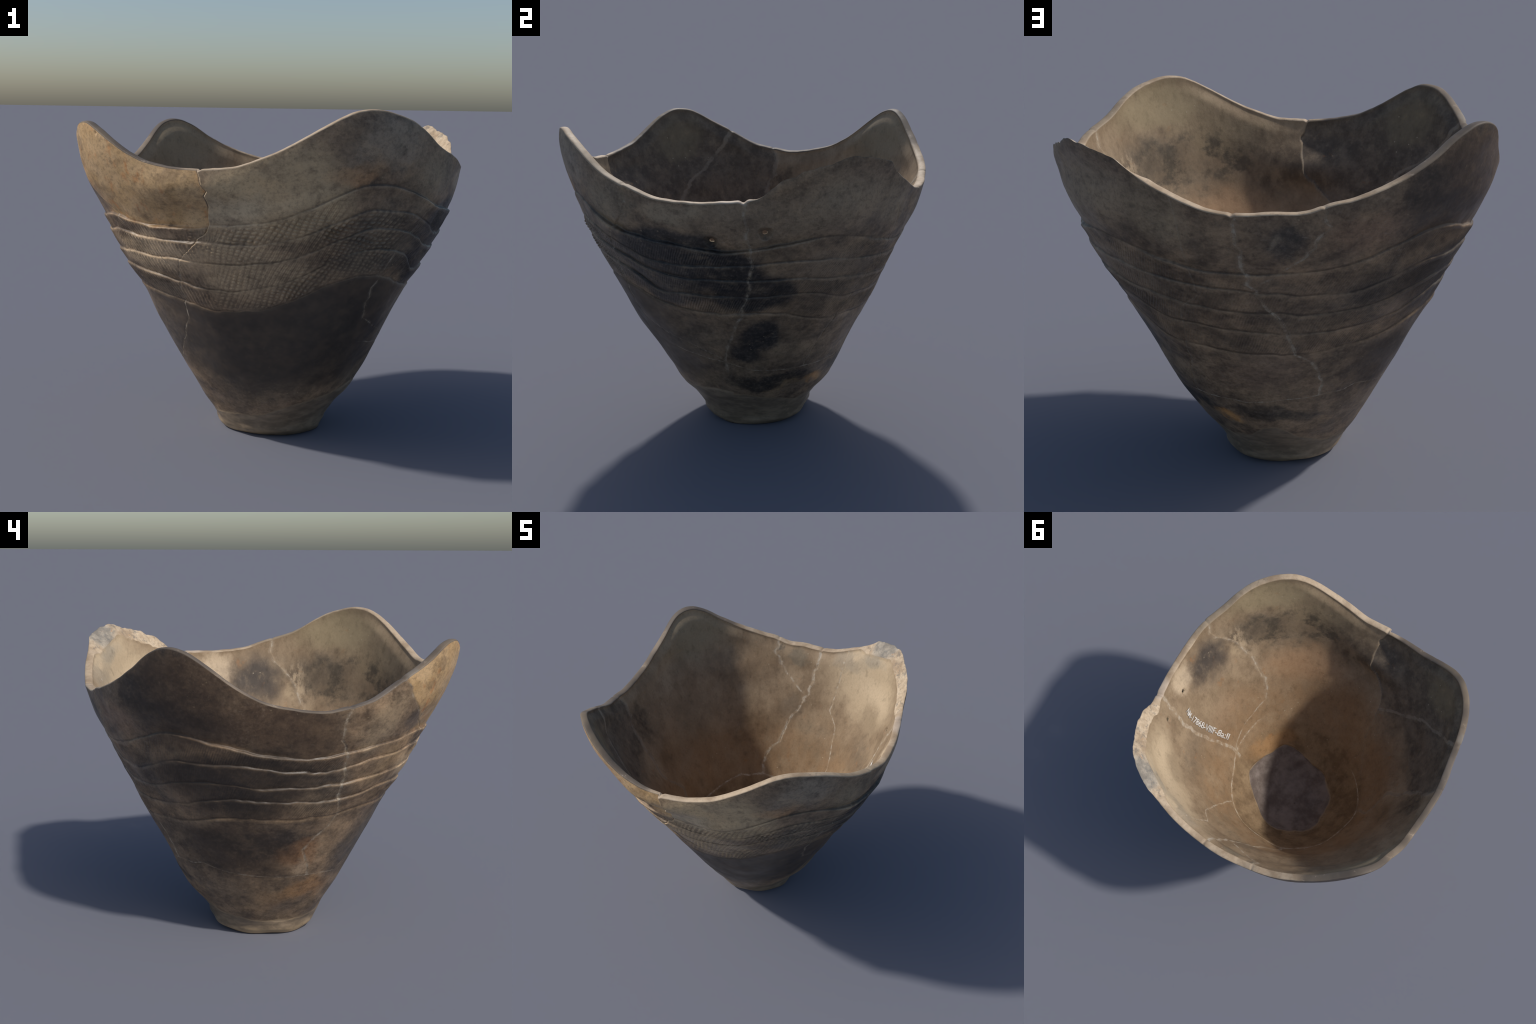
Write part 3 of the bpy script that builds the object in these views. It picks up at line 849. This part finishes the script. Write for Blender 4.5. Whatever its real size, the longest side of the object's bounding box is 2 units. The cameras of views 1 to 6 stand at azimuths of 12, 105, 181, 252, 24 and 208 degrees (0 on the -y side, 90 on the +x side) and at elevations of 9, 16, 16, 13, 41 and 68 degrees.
def make_lip():
    n = Nodes("worn_rim_clay")
    w = warped_co(n, .03, .05)
    col = n.mix(n.range(n.noise(11, 5, .6), .35, .65), (.35, .255, .165), (.50, .385, .265))
    for (theta, a, c, amt) in LIP_PATCHES:
        z = float(rim_f(np.array(float(theta))))
        m = n.blob(w, theta, z, a, .3, (1.1, .7))
        col = n.mix(n.math("MULTIPLY", m, amt), col, c)
    col = n.mix(n.range(n.noise(38, 5, .7), .55, .75, 0, .5), col, (.13, .105, .085))
    col = n.mix(n.range(n.noise(20, 4, .7), .60, .75, 0, .5), col, (.55, .44, .33))
    return finish(n, col, .6, .2, .3)


def make_break():
    n = Nodes("broken_clay")
    col = n.mix(n.range(n.noise(14, 5, .65), .35, .65), (.40, .295, .195), (.62, .49, .345))
    gray = n.range(n.noise(26, 6, .75, stretch=(1, 1, 1, 3, 3, 3)), .50, .64, 0, .6)
    col = n.mix(gray, col, (.15, .145, .135))
    w = warped_co(n, .03, .03)
    m = n.blob(w, 50.0, 1.64, .15, .2, (1.1, .5))
    col = n.mix(n.math("MULTIPLY", m, .75), col, n.mix(n.range(n.noise(22, 5, .7), .4, .65), (.17, .17, .16), (.36, .33, .28)))
    col = n.mix(n.range(n.noise(19, 3, .6), .66, .74, 0, .6), col, (.42, .20, .08))
    return finish(n, col, .8, .35, .15)


def make_ink():
    n = Nodes("white_ink")
    col = n.mix(n.range(n.noise(60, 3), .3, .7), (.62, .58, .52), (.80, .77, .72))
    return finish(n, col, .6, .05, .2)


def make_hole():
    n = Nodes("drilled_clay")
    col = n.mix(n.range(n.noise(30, 3), .3, .7), (.16, .125, .08), (.26, .20, .13))
    return finish(n, col, .75, .3, .2)


BLACK = (.022, .021, .022)
SOOT = (.046, .039, .033)
# angle, height, half-width, half-height, colour, amount, (outer, inner) softness
OUTER_PATCHES = [
    # front sherd: grey-beige above, brown-beige bands, black below
    (283, 1.40, .36, .24, (0.400, 0.320, 0.210), .85, (1.25, .5)),
    (268, 1.30, .17, .17, (0.430, 0.370, 0.275), .7, (1.3, .3)),
    (271, 1.42, .20, .06, (0.446, 0.344, 0.213), .6, (1.3, .3)),
    (270, 1.02, .30, .20, (0.360, 0.285, 0.195), .9, (1.2, .6)),
    (312, 1.62, .24, .13, (0.240, 0.215, 0.180), .65, (1.3, .3)),
    (303, 1.49, .16, .045, (0.330, 0.216, 0.121), .65, (1.3, .3)),
    (306, 1.455, .10, .03, (0.412, 0.256, 0.137), .7, (1.3, .3)),
    (315, 1.48, .06, .05, (0.099, 0.088, 0.076), .7, (1.3, .3)),
    (318, 1.15, .28, .24, (.085, .074, .060), .8, (1.2, .6)),
    (268, .55, .42, .27, (.040, .035, .031), .85, (1.15, .7)),
    (300, .70, .28, .22, SOOT, .85, (1.2, .6)),
    (262, .30, .34, .12, (.085, .066, .047), .75, (1.3, .3)),
    (238, .62, .13, .07, (0.214, 0.160, 0.114), .5, (1.2, .4)),
    (247, .66, .05, .03, (0.363, 0.264, 0.182), .6, (1.2, .4)),
    (234, 1.06, .32, .14, (0.480, 0.380, 0.265), .92, (1.2, .5)),  # left bands, colour lightened to reach their sunlit brightness
    (232, .85, .20, .07, (0.206, 0.168, 0.129), .7, (1.2, .5)),
    (235, .52, .30, .22, (.085, .068, .052), .75, (1.2, .4)),
    (222, .68, .20, .15, (.110, .090, .070), .6, (1.2, .4)),
    # east side: grey-brown with two soot patches
    (20, 1.36, .36, .17, (0.206, 0.163, 0.118), .75, (1.25, .4)),
    (42, 1.46, .30, .17, (0.223, 0.179, 0.129), .8, (1.25, .4)),
    (353, 1.43, .20, .07, (0.289, 0.240, 0.175), .8, (1.25, .4)),
    (330, 1.44, .20, .15, (0.206, 0.176, 0.129), .7, (1.25, .4)),
    (40, 1.08, .26, .13, (0.214, 0.166, 0.121), .75, (1.2, .4)),
    (352, 1.23, .27, .12, BLACK, .93, (1.05, .75)),
    (4, 1.12, .27, .13, BLACK, .93, (1.05, .75)),
    (16, .98, .23, .14, BLACK, .90, (1.05, .75)),
    (340, 1.18, .24, .12, (.024, .023, .024), .9, (1.05, .6)),
    (345, 1.02, .26, .18, (.030, .028, .028), .85, (1.1, .6)),
    (18, .70, .13, .12, BLACK, .92, (1.1, .7)),
    (10, .58, .10, .08, BLACK, .85, (1.1, .6)),
    (352, .68, .20, .14, (0.140, 0.109, 0.079), .6, (1.2, .4)),
    (15, .36, .22, .06, (.035, .028, .02), .85, (1.15, .5)),
    (40, .33, .16, .05, (0.247, 0.168, 0.083), .5, (1.2, .3)),
    (55, .33, .07, .055, (0.42, 0.225, 0.075), .9, (1.2, .3)),
    (345, .37, .14, .07, (0.165, 0.125, 0.076), .5, (1.2, .3)),
    (32, .37, .24, .065, (.030, .025, .020), .85, (1.15, .5)),
    (78, .36, .20, .065, (.036, .029, .022), .75, (1.15, .5)),
    (56, .325, .07, .050, (0.42, 0.225, 0.075), .9, (1.2, .3)),
    # back
    (62, 1.42, .16, .16, (0.247, 0.200, 0.137), .65, (1.25, .3)),
    (92, 1.29, .13, .11, (.036, .033, .031), .85, (1.1, .5)),
    (89, 1.31, .045, .04, (0.198, 0.168, 0.129), .6, (1.2, .3)),
    (112, 1.33, .17, .13, (0.198, 0.131, 0.087), .65, (1.25, .3)),
    (120, 1.02, .20, .16, (.040, .036, .034), .7, (1.2, .4)),
    (80, .62, .22, .13, (0.181, 0.131, 0.094), .65, (1.2, .3)),
    (92, .34, .16, .05, (.045, .038, .030), .7, (1.2, .4)),
    (112, .30, .05, .03, (0.363, 0.264, 0.152), .7, (1.2, .4)),
    # west: brown-black corner, sooty bands, rusty base
    (140, 1.45, .32, .22, (.050, .035, .025), .9, (1.2, .4)),
    (127, 1.43, .13, .16, (.034, .031, .029), .8, (1.2, .4)),
    (139, 1.66, .10, .05, (.030, .028, .027), .85, (1.2, .4)),
    (165, 1.34, .28, .15, (.082, .055, .036), .85, (1.2, .4)),
    (153, 1.02, .40, .22, (.038, .033, .028), .92, (1.2, .5)),
    (140, .60, .34, .22, (.055, .041, .030), .8, (1.2, .4)),
    (185, 1.00, .16, .18, (.058, .049, .040), .7, (1.2, .4)),
    (160, .66, .30, .12, (.036, .030, .026), .9, (1.2, .5)),
    (178, .58, .11, .10, (0.223, 0.125, 0.064), .75, (1.2, .3)),
    (181, .50, .06, .05, (0.314, 0.248, 0.182), .8, (1.15, .4)),
    (190, .33, .17, .11, (0.264, 0.152, 0.068), .75, (1.25, .3)),
    (165, .30, .14, .10, (0.173, 0.115, 0.065), .6, (1.2, .3)),
    (212, .55, .16, .13, (.050, .046, .043), .7, (1.2, .4)),
    (195, 1.30, .13, .11, (0.231, 0.184, 0.129), .85, (1.2, .4)),
    (199, 1.35, .15, .13, (0.300, 0.235, 0.160), .85, (1.2, .3)),
    (205, 1.10, .13, .10, (0.281, 0.208, 0.129), .7, (1.2, .4)),
]
INNER_PATCHES = [
    # broken corner: cream
    (50, 1.35, .42, .30, (0.570, 0.440, 0.290), .95, (1.2, .5)),
    (2, 1.37, .13, .14, (0.570, 0.440, 0.300), .95, (1.2, .5)),
    (64, 1.44, .20, .06, (0.295, 0.247, 0.186), .6, (1.2, .3)),
    (40, 1.16, .16, .16, (0.351, 0.264, 0.170), .75, (1.2, .4)),
    (25, .93, .28, .17, (0.193, 0.144, 0.097), .75, (1.2, .4)),
    (55, .75, .18, .16, (0.272, 0.202, 0.130), .6, (1.2, .4)),
    (72, .84, .17, .15, (0.215, 0.168, 0.111), .85, (1.15, .6)),
    # east sherd with its smoky corner
    (352, .82, .26, .20, (0.306, 0.213, 0.133), .7, (1.2, .4)),
    (0, .72, .12, .10, (0.147, 0.110, 0.074), .6, (1.2, .4)),
    # front corner
    (312, 1.62, .34, .15, (0.351, 0.274, 0.164), .85, (1.25, .4)),
    (290, 1.45, .28, .14, (0.306, 0.230, 0.141), .8, (1.25, .4)),
    (50, 1.50, .12, .07, (.31, .275, .22), .6, (1.2, .3)),
    (318, 1.36, .30, .12, (0.142, 0.112, 0.081), .8, (1.25, .3)),
    (302, 1.24, .18, .12, (0.181, 0.140, 0.096), .6, (1.25, .3)),
    (270, 1.25, .20, .22, (0.096, 0.070, 0.048), .85, (1.25, .4)),
    (327, 1.20, .06, .10, (0.476, 0.358, 0.226), .7, (1.25, .3)),
    (298, .98, .33, .20, (0.408, 0.252, 0.141), .85, (1.25, .3)),
    (300, .70, .30, .20, (0.317, 0.224, 0.141), .6, (1.25, .3)),
    (262, .85, .20, .25, (0.215, 0.134, 0.076), .7, (1.25, .3)),
    # west and back
    (215, .75, .28, .22, (0.244, 0.151, 0.084), .8, (1.25, .3)),
    (182, 1.15, .14, .25, (.055, .042, .032), .85, (1.2, .3)),
    (178, .85, .14, .20, (0.113, 0.075, 0.045), .6, (1.2, .3)),
    (140, 1.50, .30, .20, (0.266, 0.218, 0.147), .8, (1.25, .4)),
    (128, 1.25, .20, .20, (0.181, 0.134, 0.090), .75, (1.25, .3)),
    (112, 1.28, .14, .20, (0.351, 0.240, 0.141), .8, (1.2, .3)),
    (150, .98, .25, .20, (0.227, 0.168, 0.107), .6, (1.2, .3)),
    (118, .82, .18, .20, (0.142, 0.091, 0.050), .8, (1.2, .3)),
    (92, .98, .10, .16, (0.227, 0.173, 0.119), .75, (1.2, .4)),
    (91, 1.34, .12, .08, (0.227, 0.185, 0.130), .8, (1.15, .6)),
    (103, 1.40, .05, .035, (0.113, 0.101, 0.084), .8, (1.2, .4)),
]
SMEAR = {"drilled": .75, "back": .75, "back_wedge": .6, "west": .9, "tan_corner": .4, "east_side": .5}
LIP_PATCHES = [
    (12, .09, (.55, .45, .36), .5), (140, .22, (.10, .085, .070), .85), (192, .16, (.28, .245, .215), .7),
    (245, .22, (.17, .135, .105), .7), (176, .18, (.20, .16, .12), .6), (225, .18, (.33, .25, .15), .7), (204, .05, (.55, .5, .42), .7),
    (335, .18, (.28, .22, .15), .6),
    *((t, .19, (.115, .092, .072), .72) for t in range(128, 256, 13)),
]

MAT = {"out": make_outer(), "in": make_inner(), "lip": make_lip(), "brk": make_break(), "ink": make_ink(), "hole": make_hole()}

# ------------------------------------------------------------------ objects
coll = bpy.context.scene.collection
root = bpy.data.objects.new("clay_vessel", None)
root["label"] = "mended prehistoric clay pot with four-cornered wavy rim"
root["category"] = "pottery vessel"
coll.objects.link(root)


def make_part(name, faces, mat, parent=root):
    faces = np.asarray(faces)
    k = faces.shape[1]
    used, inv = np.unique(faces, return_inverse=True)
    inv = inv.reshape(-1).astype(np.int32)
    me = bpy.data.meshes.new(name)
    me.vertices.add(len(used))
    me.vertices.foreach_set("co", V[used].astype(np.float32).ravel())
    me.loops.add(len(inv))
    me.loops.foreach_set("vertex_index", inv)
    me.polygons.add(len(faces))
    me.polygons.foreach_set("loop_start", np.arange(0, len(inv), k, dtype=np.int32))
    me.polygons.foreach_set("use_smooth", np.ones(len(faces), bool))
    me.update(calc_edges=True)
    me.materials.append(mat)
    me.normals_split_custom_set_from_vertices(VN[used].astype(np.float32))
    ob = bpy.data.objects.new(name, me)
    ob.parent = parent
    coll.objects.link(ob)
    return ob


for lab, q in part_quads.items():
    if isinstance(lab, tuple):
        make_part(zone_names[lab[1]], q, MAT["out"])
    elif lab == "foot":
        foot_under = q
    else:
        make_part(lab, q, {"rim_lip": MAT["lip"], "broken_edge": MAT["brk"]}.get(lab, MAT["in"]))
make_part("base_underside", foot_under, MAT["out"])
south = V[hole_tris[:, 0]][:, 1] < .22
for side in (south, ~south):
    make_part("drilled_hole", hole_tris[side], MAT["hole"])

# ------------------------------------------------------------------ inventory number inside
# (s along the writing, height t) -> angle, height on the inner wall
BASE = np.array([(10.19, 1.184), (9.93, .970), (.27, .663)])
TOP = np.array([(7.18, 1.170), (6.18, .975), (-4.25, .679)])


def on_inside(s, t):
    w = np.stack([2 * (s - .5) * (s - 1), 4 * s * (1 - s), 2 * s * (s - .5)], -1)
    q = (w @ BASE) * (1 - t)[:, None] + (w @ TOP) * t[:, None]
    return q[:, 0], q[:, 1]


cu = bpy.data.curves.new("inventory_number", "FONT")
cu.body = "NM-17868-VIIIF-8a:II"
cu.size = 1.0
cu.space_character = .95
cu.offset = .012
cu.resolution_u = 3
tmp = bpy.data.objects.new("inventory_number", cu)
coll.objects.link(tmp)
bpy.context.view_layer.update()
me = bpy.data.meshes.new_from_object(tmp.evaluated_get(bpy.context.evaluated_depsgraph_get()))
bpy.data.objects.remove(tmp)
bpy.data.curves.remove(cu)
co = np.empty(len(me.vertices) * 3, np.float32)
me.vertices.foreach_get("co", co)
co = co.reshape(-1, 3)
s = (co[:, 0] - co[:, 0].min()) / (co[:, 0].max() - co[:, 0].min())
t = co[:, 1] / .72
a, z = on_inside(s, t)
r = wall_radius(a, z) - thickness(np.mod(a, 360), z) - .0045
co = np.stack([r * np.cos(np.radians(a)), r * np.sin(np.radians(a)), z], -1)
me.vertices.foreach_set("co", co.astype(np.float32).ravel())
me.update()
me.name = "inventory_number"
me.materials.append(MAT["ink"])
ob = bpy.data.objects.new("inventory_number", me)
ob.parent = root
coll.objects.link(ob)
mod = ob.modifiers.new("ink_depth", "SOLIDIFY")
mod.thickness = .002
mod.offset = 0
